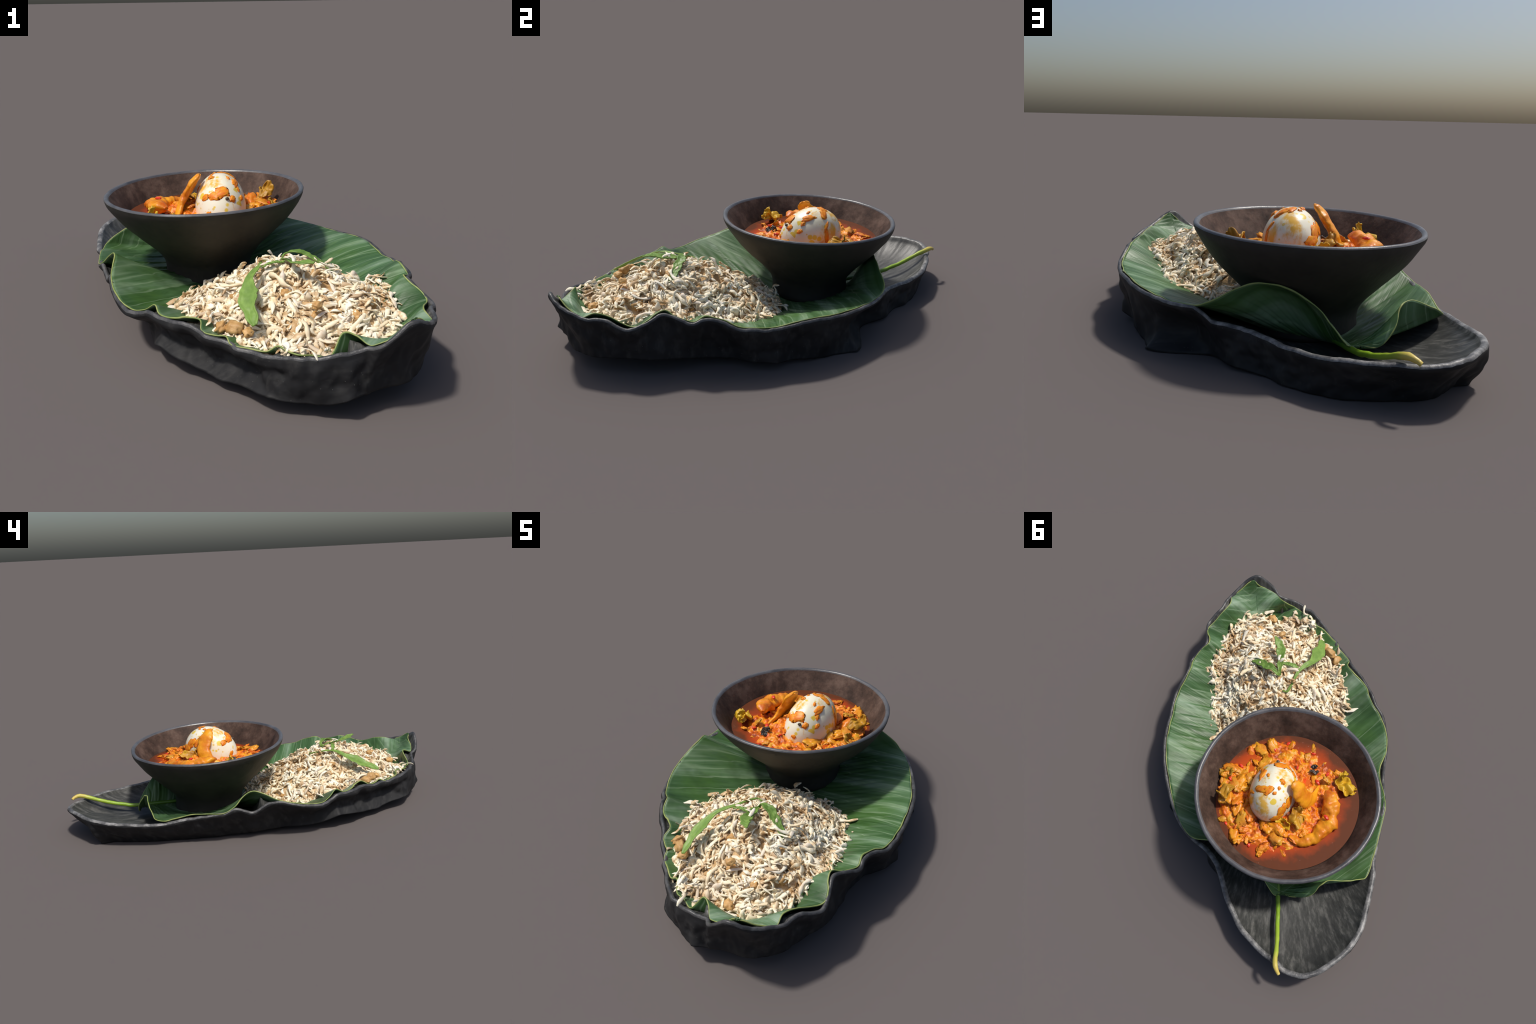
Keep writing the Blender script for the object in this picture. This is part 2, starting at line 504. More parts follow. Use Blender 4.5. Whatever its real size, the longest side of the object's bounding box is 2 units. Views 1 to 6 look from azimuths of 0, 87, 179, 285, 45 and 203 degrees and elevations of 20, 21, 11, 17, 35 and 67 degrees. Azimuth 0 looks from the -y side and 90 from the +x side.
def leaf_half(ctrl, seed, power):
    E = catmull(ctrl, NE)
    for i in range(NE):
        if 6 < i < NE - 6:
            E[i] += np.array(nvec(E[i] + seed, 14)) * 0.0045
    Mr = midrib_match(E)
    P = np.zeros((NE, NR, 3))
    for j in range(NR):
        r = (j / (NR - 1)) ** 0.9
        xy = Mr[:, :2] + (E[:, :2] - Mr[:, :2]) * r
        k = (1 - power) * r * r * (3 - 2 * r) + power * r ** 2.2
        z = Mr[:, 2] + (E[:, 2] - Mr[:, 2]) * k
        # the rear flap leans on the bowl: tuck its middle towards the bowl's foot
        w = np.clip((E[:, 1] - 0.30) / 0.15, 0, 1) * np.clip((E[:, 0] + 0.28) / 0.12, 0, 1) * (E[:, 2] > 0)
        tow = np.array((-0.136, 0.219)) - xy
        tow /= np.linalg.norm(tow, axis=1)[:, None]
        xy = xy + tow * (0.022 * w * math.sin(math.pi * r ** 1.4))[:, None]
        P[:, j, :2], P[:, j, 2] = xy, z
        vp = np.arange(NE) * 0.060 + 0.5 * np.sin(np.arange(NE) * 0.05 + seed)
        vein = 2 * (vp % 1.0) ** 1.6 - 1 + 0.4 * np.sin(np.arange(NE) * 0.9)
        P[:, j, 2] += 0.0036 * vein * math.sin(math.pi * r)
    return E, P


def build_leaf():
    Ee, Pe = leaf_half(EDGE_EAST, 0.0, 0.30)
    Ew, Pw = leaf_half(EDGE_WEST, 5.0, 0.75)
    V = np.vstack([Pe.reshape(-1, 3), Pw.reshape(-1, 3)])
    F = grid_faces(NE, NR, flip=False) + [tuple(x + NE * NR for x in f) for f in grid_faces(NE, NR, flip=True)]
    ob = add("banana_leaf", V, F, LEAF)
    ob["label"] = "broad green leaf lining with wavy yellow-edged rim and stem"
    ob["category"] = "leaf"
    import bmesh
    bm = bmesh.new()
    bm.from_mesh(ob.data)
    bmesh.ops.remove_doubles(bm, verts=bm.verts, dist=0.0008)
    bmesh.ops.recalc_face_normals(bm, faces=bm.faces)
    bm.to_mesh(ob.data)
    bm.free()
    ob.data.shade_smooth()
    so = ob.modifiers.new("thickness", "SOLIDIFY")
    so.thickness, so.offset = 0.006, 0.0
    for E in (Ee, Ew):
        pts = E[4:-2] + np.array((0, 0, 0.001))
        rad = np.array([0.0036 * (0.8 + 0.5 * nz(p, 9, 2)) for p in pts])
        V, F = tube(pts, rad, 8)
        add("leaf_margin", V, F, MARGIN, ob)
    path = catmull(arr((-0.12, 0.34, 0.083), (-0.20, 0.49, 0.090), (-0.281, 0.659, 0.092), (-0.307, 0.718, 0.104), (-0.331, 0.778, 0.119), (-0.356, 0.836, 0.139),
                       (-0.377, 0.894, 0.162), (-0.389, 0.935, 0.176), (-0.404, 0.965, 0.183), (-0.422, 0.984, 0.178), (-0.434, 0.993, 0.170)), 60)
    rad = np.interp(np.linspace(0, 1, 60), [0, 0.35, 0.8, 0.93, 1], [0.008, 0.0115, 0.0110, 0.013, 0.008])
    V, F = tube(path, rad, 14, lump=0.15, lscale=35)
    add("leaf_stem", V, F, STEM, ob)
    return np.vstack([Pe[::2].reshape(-1, 3), Pw[::2].reshape(-1, 3)]), np.vstack([Ee, Ew])


# --------------------------------------------------------------------- tray
RIM_CTRL = arr(  # outer lip, from the tip along +x, round the back, along -x
    (0.590, -0.968, 0.345), (0.634, -0.930, 0.317), (0.670, -0.861, 0.290), (0.697, -0.788, 0.272), (0.700, -0.725, 0.270),
    (0.722, -0.673, 0.251), (0.735, -0.616, 0.234), (0.721, -0.567, 0.247), (0.694, -0.520, 0.272), (0.672, -0.465, 0.282),
    (0.692, -0.405, 0.268), (0.708, -0.346, 0.250), (0.690, -0.292, 0.266), (0.695, -0.225, 0.248), (0.702, -0.155, 0.222),
    (0.694, -0.088, 0.210), (0.674, -0.018, 0.200), (0.650, 0.077, 0.204), (0.605, 0.190, 0.205), (0.535, 0.311, 0.200),
    (0.437, 0.432, 0.198), (0.362, 0.506, 0.194), (0.275, 0.560, 0.178), (0.190, 0.580, 0.156), (0.109, 0.617, 0.148), (0.065, 0.654, 0.144),
    (0.007, 0.720, 0.140), (-0.053, 0.784, 0.138), (-0.109, 0.831, 0.137), (-0.172, 0.881, 0.140), (-0.257, 0.919, 0.145),
    (-0.324, 0.944, 0.148), (-0.388, 0.956, 0.152), (-0.440, 0.977, 0.153), (-0.498, 0.975, 0.159), (-0.564, 0.957, 0.163),
    (-0.630, 0.892, 0.166), (-0.689, 0.794, 0.160), (-0.720, 0.708, 0.152), (-0.731, 0.617, 0.146), (-0.715, 0.495, 0.139),
    (-0.700, 0.410, 0.138), (-0.686, 0.340, 0.138), (-0.661, 0.281, 0.143), (-0.643, 0.200, 0.160), (-0.624, 0.100, 0.173),
    (-0.607, 0.010, 0.172), (-0.580, -0.060, 0.158), (-0.548, -0.135, 0.152), (-0.515, -0.230, 0.170), (-0.489, -0.330, 0.198), (-0.452, -0.420, 0.188),
    (-0.398, -0.508, 0.168), (-0.342, -0.550, 0.172), (-0.290, -0.602, 0.190), (-0.212, -0.668, 0.202), (-0.150, -0.706, 0.210),
    (-0.112, -0.738, 0.200), (-0.092, -0.760, 0.203), (-0.048, -0.788, 0.198), (-0.002, -0.817, 0.194), (0.018, -0.843, 0.198),
    (0.068, -0.870, 0.190), (0.108, -0.903, 0.196), (0.168, -0.936, 0.205), (0.225, -0.964, 0.219), (0.257, -0.963, 0.216),
    (0.289, -0.975, 0.218), (0.350, -0.975, 0.235), (0.415, -0.965, 0.221), (0.437, -0.964, 0.232), (0.450, -0.975, 0.250),
    (0.473, -0.988, 0.268), (0.517, -0.988, 0.302), (0.560, -0.978, 0.342))
BASE_CTRL = arr(  # lower edge of the wall; it lifts off the ground under the tip
    (0.557, -0.898, 0.083), (0.606, -0.865, 0.078), (0.650, -0.790, 0.077), (0.667, -0.738, 0.080), (0.674, -0.660, 0.080), (0.690, -0.600, 0.086),
    (0.690, -0.530, 0.080), (0.676, -0.470, 0.075), (0.656, -0.385, 0.067), (0.629, -0.330, 0.054), (0.620, -0.270, 0.049), (0.612, -0.210, 0.045),
    (0.610, -0.175, 0.040), (0.630, -0.140, 0.041), (0.655, -0.090, 0.045), (0.660, -0.030, 0.044), (0.657, 0.015, 0.040), (0.620, 0.050, 0.026),
    (0.595, 0.085, 0.022), (0.578, 0.150, 0.018), (0.545, 0.220, 0.006), (0.510, 0.300, 0.0), (0.490, 0.370, 0.0), (0.482, 0.410, 0.004),
    (0.410, 0.440, 0.0), (0.320, 0.447, 0.0), (0.240, 0.458, 0.0), (0.200, 0.510, 0.008), (0.178, 0.557, 0.011), (0.130, 0.615, 0.012),
    (0.080, 0.648, 0.006), (0.020, 0.685, 0.0), (-0.020, 0.735, 0.002), (-0.090, 0.792, 0.0), (-0.150, 0.828, 0.0), (-0.230, 0.860, 0.0),
    (-0.320, 0.868, 0.0), (-0.410, 0.866, 0.0), (-0.500, 0.845, 0.0), (-0.560, 0.790, 0.0), (-0.600, 0.735, 0.0), (-0.660, 0.716, 0.0),
    (-0.660, 0.688, 0.0), (-0.626, 0.640, 0.0), (-0.616, 0.540, 0.0), (-0.580, 0.369, 0.0), (-0.517, 0.145, 0.005), (-0.467, -0.005, 0.012),
    (-0.432, -0.125, 0.020), (-0.398, -0.228, 0.030), (-0.356, -0.280, 0.026), (-0.339, -0.353, 0.028), (-0.311, -0.452, 0.036), (-0.300, -0.525, 0.058),
    (-0.288, -0.590, 0.084), (-0.255, -0.613, 0.078), (-0.200, -0.672, 0.070), (-0.150, -0.694, 0.055), (-0.100, -0.728, 0.047), (-0.030, -0.785, 0.042),
    (0.030, -0.838, 0.054), (0.090, -0.905, 0.060), (0.130, -0.940, 0.064), (0.200, -0.955, 0.054), (0.300, -0.978, 0.058), (0.350, -0.990, 0.070),
    (0.386, -1.000, 0.088), (0.424, -0.975, 0.086), (0.480, -0.930, 0.083))


def polar(xy):
    """Angle and radius about the tray's middle in axes along and across it."""
    x, y = xy[:, 0] - 0.0, xy[:, 1] + 0.03
    a = (x * AX[0] + y * AX[1]) / 1.08
    b = (-x * AX[1] + y * AX[0]) / 0.62
    return np.arctan2(b, a), np.hypot(a, b)


def from_polar(th, r):
    a, b = r * np.cos(th) * 1.08, r * np.sin(th) * 0.62
    return np.stack([a * AX[0] - b * AX[1], a * AX[1] + b * AX[0] - 0.03], -1)


def build_tray(leaf_pts, edge_pts):
    from mathutils import kdtree
    kd = kdtree.KDTree(len(leaf_pts))
    for i, p in enumerate(leaf_pts):
        kd.insert((p[0], p[1], 0), i)
    kd.balance()
    N = 720
    T = catmull(RIM_CTRL, N, True)
    ke = kdtree.KDTree(len(edge_pts))
    for i, p in enumerate(edge_pts):
        ke.insert((p[0], p[1], 0), i)
    ke.balance()
    for i in range(N):                                # the lip carries the leaf's edge
        co, k, d = ke.find((T[i, 0], T[i, 1], 0))
        if d < 0.05 and (T[i, :2] @ AX > -0.36):
            w = min(1.0, (0.05 - d) / 0.022)
            T[i, 2] += w * max(0.0, min(edge_pts[k][2] - 0.004 - T[i, 2], 0.05))
    k9 = np.ones(9) / 9
    T[:, 2] = np.convolve(np.r_[T[-4:, 2], T[:, 2], T[:4, 2]], k9, "valid")
    th, _ = polar(T[:, :2])
    BC = catmull(BASE_CTRL, 900, True)
    bt, br = polar(BC[:, :2])
    o = np.argsort(bt)
    bth = np.r_[bt[o] - 2 * np.pi, bt[o], bt[o] + 2 * np.pi]
    rb = np.interp(th, bth, np.tile(br[o], 3))
    B = from_polar(th, rb)
    bz = np.interp(th, bth, np.tile(BC[o, 2], 3))
    recess = np.exp(-np.sum((T[:, :2] - (0.40, 0.45)) ** 2, 1) / 0.13 ** 2)
    u_ = T[:, :2] @ AX
    vside = -(-T[:, 0] * AX[1] + T[:, 1] * AX[0])
    westf = np.clip((u_ + 0.05) / 0.3, 0, 1) * np.clip((0.98 - u_) / 0.2, 0, 1) * np.clip(vside / 0.15 + 0.5, 0, 1)
    westr = np.clip((-u_ + 0.0) / 0.2, 0, 1) * np.clip(vside / 0.15 + 0.5, 0, 1)
    tang = np.roll(T, -3, 0) - np.roll(T, 3, 0)
    inward = np.stack([-tang[:, 1], tang[:, 0]], 1)
    inward /= np.linalg.norm(inward, axis=1)[:, None]
    cen = np.mean(T[:, :2], 0)
    if np.sum(inward * (cen - T[:, :2])) < 0:
        inward = -inward
    u = T[:, :2] @ AX
    wear = np.clip((-u - 0.25) / 0.2, 0, 1)          # the bare round end
    spine = np.stack([np.interp(np.clip(u, -0.72, 0.75), mid_f[:, :2] @ AX, mid_f[:, k]) for k in range(2)], 1)
    sa = np.clip(u, -0.62, 0.62)
    spine = np.stack([sa * AX[0] + 0.03, sa * AX[1] + 0.02], 1)
    rings, mats = [], []
    nw = 26
    out = -inward
    cen2 = np.array((0.03, 0.0))
    for fr, dz in ((0.45, 0.15), (0.70, 0.8), (0.90, 1.45)):   # underside, sloping up to the lifted edge
        rings.append(np.c_[cen2 + (B - cen2) * fr, bz * dz * 0.6])
        mats.append(0)
    n0 = len(rings)
    for j in range(nw + 1):                           # wall, from its lower edge up to the lip
        k = j / nw
        g = 0.55 * k + 0.45 * k ** 2.4
        xy = B + (T[:, :2] - B) * g
        z = bz + (T[:, 2] - 0.014 - bz) * k
        f = np.array([nz((math.cos(t) * 3.1, math.sin(t) * 3.1, 0.5 * k), 2.3, 3) + 0.3 * nz((math.cos(t) * 8, math.sin(t) * 8, 1.2 * k), 2.0, 2) for t in th])
        amp = 0.020 * math.sin(math.pi * min(1, 0.10 + 0.88 * k)) ** 0.8
        xy = xy + out * (f * amp - recess * 0.095 * math.sin(math.pi * k ** 0.8) - westf * (0.040 * math.sin(math.pi * k ** 0.95) - 0.014 * math.exp(-((k - 0.85) / 0.14) ** 2)) + 0.018 * westr * math.sin(math.pi * k ** 1.2))[:, None]
        rings.append(np.c_[xy, z])
        mats.append(0)
    ru = np.array([nz((p[0], p[1], 0), 16, 3) for p in T]) * 0.004
    thick = 0.022 + 0.011 * wear
    for d, dz, m in ((0.000, -0.004, 1), (0.15, 0.004, 1), (0.45, 0.006, 1), (0.8, 0.000, 1), (1.0, -0.012, 1)):
        rings.append(np.c_[T[:, :2] + inward * (d * thick + ru * 0.5)[:, None], T[:, 2] + dz + ru])
        mats.append(m)
    inner = rings[-1].copy()
    floor = 0.034 + 0.010 * wear
    ni = 26
    for j in range(1, ni + 1):                        # hollow
        s = 1 - j / ni
        xy = spine + (inner[:, :2] - spine) * s
        p = 1.45 + 1.95 * wear
        z = floor + (inner[:, 2] - floor) * (s ** p)
        z = np.maximum(z, 0.014)
        if j < ni:                                    # the leaf lies snug in the hollow
            for i in range(N):
                co, k, d = kd.find((xy[i, 0], xy[i, 1], 0))
                if d < 0.014:
                    zl = leaf_pts[k][2]
                    z[i] = min(z[i], zl - 0.010)
                    if u[i] > -0.1:
                        z[i] = max(z[i], zl - 0.022)
        rings.append(np.c_[xy, z])
        mats.append(0)
    R = np.array(rings)
    V = R.reshape(-1, 3)
    F = grid_faces(len(R), N, False, True, False)
    ob = add("serving_tray", V, F + [tuple(range(N))[::-1]], CLAY)
    ob.data.materials.append(RIM)
    ob.data.materials.append(HOLLOW)
    w = np.clip((-u - 0.20) / 0.15, 0, 1)
    for pi, poly in enumerate(ob.data.polygons):
        if pi >= len(F):
            break
        j, i = divmod(pi, N)
        if n0 + nw < j < n0 + nw + 4 and True:
            poly.material_index = 1
        elif j >= n0 + nw + 4:
            poly.material_index = 2
    import bmesh
    bm = bmesh.new()
    bm.from_mesh(ob.data)
    bmesh.ops.remove_doubles(bm, verts=bm.verts, dist=0.0003)
    bmesh.ops.recalc_face_normals(bm, faces=bm.faces)
    bm.to_mesh(ob.data)
    bm.free()
    ob.data.shade_smooth()
    ob["label"] = "long black clay tray shaped like a curled leaf"
    ob["category"] = "serving tray"
    return ob


# --------------------------------------------------------------------- bowl
RIM_C = np.array([-0.136, 0.219, 0.457])
RIM_N = np.array([-0.0284, 0.0247])


def build_bowl():
    root = bpy.data.objects.new("stew_bowl", None)
    COL.objects.link(root)
    root.location = (-0.145, 0.223, 0.08)
    bpy.context.view_layer.update()
    inv = root.location.copy()
    prof_o = catmull(arr((0.198, 0.052), (0.203, 0.070), (0.201, 0.105), (0.210, 0.150), (0.243, 0.195), (0.285, 0.240), (0.335, 0.290),
                         (0.380, 0.338), (0.420, 0.390), (0.446, 0.430), (0.4545, 0.452), (0.4555, 0.460)), 40)
    prof_r = catmull(arr((0.4555, 0.460), (0.452, 0.466), (0.444, 0.468), (0.437, 0.465), (0.432, 0.459)), 12)
    prof_i = catmull(arr((0.432, 0.459), (0.412, 0.430), (0.386, 0.392), (0.358, 0.352), (0.31, 0.29), (0.2, 0.2), (0.0, 0.16)), 30)
    N = 200
    a = np.linspace(0, 2 * np.pi, N, endpoint=False)

    def surf(name, prof, mat, close=False, rough=0.004):
        rings = []
        for r, z in prof:
            t = max(0.0, min(1.0, z / 0.457))
            rr = np.array([r + rough * nz((math.cos(x) * r * 6, math.sin(x) * r * 6, z * 8), 1.0, 3) + 0.004 * t * math.cos(2 * x + 0.6) for x in a])
            q = (0.457 - z) / 0.337
            cx, cy = RIM_C[0] + 0.006 * q, RIM_C[1] + 0.016 * q
            X, Y = rr * np.cos(a), rr * np.sin(a)
            Z = z - (RIM_N[0] * X + RIM_N[1] * Y) * max(0, t)
            rings.append(np.c_[cx + X, cy + Y, Z] - np.array(inv))
        V = np.array(rings).reshape(-1, 3)
        F = grid_faces(len(prof), N, False, True, False)
        if close:
            F.append(tuple(range(N))[::-1])
        return add(name, V, F, mat, root)

    surf("bowl_wall", prof_o, BOWL_OUT, True)
    surf("bowl_rim", prof_r, BOWL_RIM, False, 0.004)
    surf("bowl_lining", prof_i, BOWL_IN, False, 0.004)
    root["label"] = "dark cone-shaped clay bowl of orange stew with egg"
    root["category"] = "bowl of stew"

    def put(name, V, F, mat):
        return add(name, np.asarray(V) - np.array(inv), F, mat, root)

    # liquid
    V, F = [(-0.139, 0.226, 0.353)], []
    nr, na = 30, 120
    for i in range(1, nr + 1):
        for k in range(na):
            x = 2 * math.pi * k / na
            r = 0.359 * i / nr
            V.append((-0.139 + r * math.cos(x), 0.226 + r * math.sin(x), 0.353))
    for k in range(na):
        F.append((0, 1 + k, 1 + (k + 1) % na))
    F += [tuple(x + 1 for x in f) for f in grid_faces(nr, na, False, True, True)]
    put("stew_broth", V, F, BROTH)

    # thick curry mass standing out of the liquid
    heaps = [((0.165, 0.30), 0.060, 0.085), ((0.10, 0.43), 0.035, 0.08), ((0.19, 0.20), 0.030, 0.06), ((-0.22, 0.27), 0.060, 0.085),
             ((-0.33, 0.06), 0.038, 0.06), ((0.02, -0.02), 0.016, 0.08), ((-0.10, 0.45), 0.018, 0.09), ((-0.25, 0.42), 0.015, 0.06), ((-0.17, 0.0), 0.012, 0.08)]
    reach = arr((0, 0.335), (45, 0.325), (90, 0.320), (125, 0.285), (160, 0.27), (190, 0.285), (215, 0.315), (250, 0.315), (280, 0.33), (320, 0.335), (360, 0.335))
    V, F = [], []
    nr, na = 90, 300
    c0 = np.array((-0.115, 0.225))

    def mass_h(x, y):
        d = np.array((x, y)) - c0
        an = math.degrees(math.atan2(d[1], d[0])) % 360
        R = np.interp(an, reach[:, 0], reach[:, 1]) + 0.012 + 0.035 * nz((x, y, 2), 13, 3)
        q = np.linalg.norm(d) / R
        body = max(0.0, 1 - q ** 4)
        h = -0.014 + 0.020 * max(0.0, 1 - q * q)
        for (hx, hy), hh, hs in heaps:
            h += 0.62 * hh * math.exp(-((x - hx) ** 2 + (y - hy) ** 2) / (hs * hs)) * min(1, body * 2.5)
        rg = 0.5 - abs(nz((x, y, 0.3), 17, 3))
        h += body * (0.020 * rg + 0.014 * nz((x, y, 5), 26, 4) + 0.007 * nz((x, y, 8), 75, 3))
        if q > 1:
            h -= 0.03 * (q - 1) * 3
        return 0.353 + h

    for i in range(nr):
        for k in range(na):
            x = 2 * math.pi * k / na
            r = 0.37 * (i + 0.01) / (nr - 1)
            px, py = c0[0] + r * math.cos(x), c0[1] + r * math.sin(x)
            dd = math.hypot(px + 0.139, py - 0.226)
            if dd > 0.345:
                px, py = -0.139 + (px + 0.139) * 0.345 / dd, 0.226 + (py - 0.226) * 0.345 / dd
            V.append((px, py, mass_h(px, py)))
    put("stew_sauce", V, grid_faces(nr, na, False, True, True), SAUCE)

    # egg ------------------------------------------------------------------
    ec = np.array([-0.0634, 0.2222, 0.3817])
    ax3 = np.array([0.1664, 0.1179, 0.1453])
    th, ph = -1.4835, -0.5723
    ex = np.array([math.cos(th) * math.cos(ph), math.sin(th) * math.cos(ph), math.sin(ph)])
    ey = np.array([-math.sin(th), math.cos(th), 0])
    ez = np.cross(ex, ey)
    E3 = np.stack([ex, ey, ez], 1)

    def on_egg(d, lift=0.0):
        d = np.array(d, float)
        d /= np.linalg.norm(d)
        p = d * ax3
        n = d / ax3
        n /= np.linalg.norm(n)
        return ec + E3 @ (p + n * lift), E3 @ n

    V = []
    nu, nv = 60, 90
    for i in range(nu):
        la = math.pi * (i + 0.001) / (nu - 1 + 0.002)
        for j in range(nv):
            lo = 2 * math.pi * j / nv
            d = np.array((math.cos(la), math.sin(la) * math.cos(lo), math.sin(la) * math.sin(lo)))
            p, n = on_egg(d, 0.0012 * nz(d, 3, 2))
            V.append(p)
    egg = put("boiled_egg", V, grid_faces(nu, nv, False, True, True), EGG)

    # sauce splashes clinging to the egg: (direction, half length, half width, spin, lift)
    splashes = [((0.24, 0.05, 0.97), 0.040, 0.026, 0.2, 1.0), ((0.33, -0.28, 0.90), 0.036, 0.018, 0.0, 1.0), ((0.24, -0.60, 0.77), 0.022, 0.016, 0.6, 0.8),
                ((0.38, 0.42, 0.82), 0.018, 0.014, 0.6, 0.8), ((-0.72, 0.36, 0.58), 0.038, 0.020, 1.2, 1.2), ((-0.76, 0.08, 0.64), 0.030, 0.016, 1.5, 1.0),
                ((-0.28, 0.56, 0.79), 0.034, 0.015, 0.3, 1.5), ((-0.03, 0.66, 0.75), 0.014, 0.010, 0.9, 1.0), ((-0.40, -0.34, 0.85), 0.016, 0.014, 0.2, 1.6),
                ((-0.34, 0.30, 0.88), 0.013, 0.008, 1.0, 0.9), ((-0.53, -0.81, 0.25), 0.032, 0.022, 0.4, 0.9), ((-0.74, -0.66, 0.02), 0.040, 0.024, 0.8, 1.0),
                ((-0.80, -0.50, -0.32), 0.034, 0.022, 0.4, 1.4), ((-0.58, 0.78, 0.22), 0.030, 0.008, 1.1, 0.7), ((-0.44, 0.90, -0.06), 0.040, 0.011, 1.5, 0.7),
                ((0.18, 0.77, 0.61), 0.015, 0.011, 0.5, 1.0), ((0.77, 0.07, 0.63), 0.014, 0.010, 0.2, 0.9), ((0.68, -0.52, 0.52), 0.018, 0.012, 0.9, 0.9),
                ((-0.60, -0.30, 0.74), 0.010, 0.008, 0.0, 0.8), ((-0.76, -0.20, 0.62), 0.010, 0.008, 0.0, 0.9)]
    for q, (d, la, lb, spin, lift) in enumerate(splashes):
        me = blob_mesh("sauce_splash", SPLASH, 3, 0.55, 1.6, q * 3.1)
        p, n = on_egg(d, 0.0)
        nvv = Vector(n)
        R = nvv.to_track_quat("Z", "Y").to_matrix().to_4x4()
        M = Matrix.Translation(Vector(p) - inv) @ R @ Matrix.Rotation(spin, 4, "Z") @ Matrix.Diagonal((la, lb, 0.0075 * lift, 1))
        # bend the flat blob onto the shell
        Mi = M.inverted()
        for v in me.vertices:
            w = M @ v.co + inv
            loc = E3.T @ (np.array(w) - ec)
            dd = loc / ax3
            k = np.linalg.norm(dd)
            base, nn = on_egg(dd / k)
            h = v.co.z * 0.0048 * lift
            v.co = Mi @ (Vector(base + nn * (h + 0.0004)) - inv)
        ob = link("sauce_splash", me, egg, M)
    me = blob_mesh("peppercorn", DARK, 3, 0.2, 3, 2)
    p, n = on_egg((0.42, 0.20, 0.885), 0.004)
    link("peppercorn", me, egg, Matrix.Translation(Vector(p) - inv) @ Matrix.Diagonal((0.009, 0.008, 0.007, 1)))

    # shrimp pieces ---------------------------------------------------------
    path = catmull(arr((-0.152, 0.192, 0.542), (-0.174, 0.203, 0.516), (-0.204, 0.213, 0.473), (-0.234, 0.212, 0.422), (-0.252, 0.190, 0.382), (-0.256, 0.140, 0.362), (-0.256, 0.085, 0.350)), 60)
    rad = np.interp(np.linspace(0, 1, 60), [0, 0.05, 0.2, 0.5, 0.7, 1], [0.008, 0.028, 0.044, 0.042, 0.032, 0.012])
    rad = rad * (1 + 0.03 * np.sin(np.linspace(0, 30, 60)))
    V, F = tube(path, rad, 28, 0.42, (-0.75, 0.1, 0.5), 0.24, 22)
    put("shrimp", V, F, FISH)
    path = catmull(arr((-0.302, 0.118, 0.405), (-0.322, 0.142, 0.405), (-0.350, 0.182, 0.395), (-0.376, 0.235, 0.382), (-0.366, 0.300, 0.372), (-0.334, 0.355, 0.366), (-0.288, 0.398, 0.362), (-0.228, 0.398, 0.364)), 70)
    rad = np.interp(np.linspace(0, 1, 70), [0, 0.06, 0.2, 0.5, 0.75, 0.9, 1], [0.010, 0.030, 0.042, 0.042, 0.032, 0.024, 0.012])
    rad = rad * (1 + 0.07 * np.sin(np.linspace(0, 34, 70)) + 0.04 * np.sin(np.linspace(1, 90, 70)))
    V, F = tube(path, rad, 30, 0.72, (0.3, 0.1, 1), 0.42, 19, 3.0)
    put("shrimp", V, F, FISH)

    # crumpled cabbage piece by the -x side
    def crumple(name, ctr, size, seed, mat, up=(0, 0, 1), spin=0.0):
        n = 26
        V = []
        Rm = Vector(up).to_track_quat("Z", "Y").to_matrix() @ Matrix.Rotation(spin, 3, "Z")
        for i in range(n):
            for j in range(n):
                a, b = i / (n - 1) * 2 - 1, j / (n - 1) * 2 - 1
                a, b = a * math.sqrt(1 - b * b / 2), b * math.sqrt(1 - a * a / 2)
                p = Vector((a * size, b * size * 0.7, 0))
                e = 1 + 0.30 * nz((a + seed, b, 0), 1.6, 2)
                p *= e
                p.z = size * (0.75 * nz((a, b, seed), 1.1, 2) + 0.30 * a * a)
                V.append(np.array(Rm @ p) + np.array(ctr))
        ob = put(name, V, grid_faces(n, n), mat)
        m = ob.modifiers.new("thickness", "SOLIDIFY")
        m.thickness, m.offset = 0.004, 0
        return ob

    crumple("cabbage_leaf", (-0.372, 0.045, 0.385), 0.055, 1.0, CABBAGE, (-0.3, -0.2, 1), 0.4)
    crumple("cabbage_leaf", (-0.352, 0.010, 0.408), 0.036, 4.0, CABBAGE, (0.6, -0.5, 0.7), 1.4)
    crumple("cabbage_leaf", (-0.408, 0.052, 0.372), 0.034, 6.0, CABBAGE, (-0.5, 0.4, 1), 2.2)
    crumple("cabbage_leaf", (0.150, 0.330, 0.425), 0.050, 8.0, HERBCOOK, (0.3, -0.6, 0.8), 0.8)
    crumple("cabbage_leaf", (0.190, 0.230, 0.385), 0.042, 9.5, HERBCOOK, (0.5, -0.2, 0.8), 2.0)
    crumple("cabbage_leaf", (-0.225, 0.300, 0.400), 0.052, 11.0, HERBCOOK, (-0.3, 0.3, 1), 1.0)
    crumple("cabbage_leaf", (-0.175, 0.355, 0.385), 0.040, 13.0, CABBAGE, (0.2, 0.5, 0.8), 0.2)
    crumple("mushroom", (-0.204, 0.036, 0.374), 0.024, 15.0, DARK, (0.2, -0.4, 0.8), 0.2)
    crumple("mushroom", (-0.195, 0.010, 0.368), 0.018, 16.0, DARK, (0.5, 0.2, 0.8), 1.2)

    # small cut pieces half sunk in the sauce
    kinds = [blob_mesh("stew_chunk", CHUNK, 3, 0.75, 1.5, 2.0 + 3.3 * k, (1.0, 0.62, 0.26), 0.6) for k in range(8)]
    n = 0
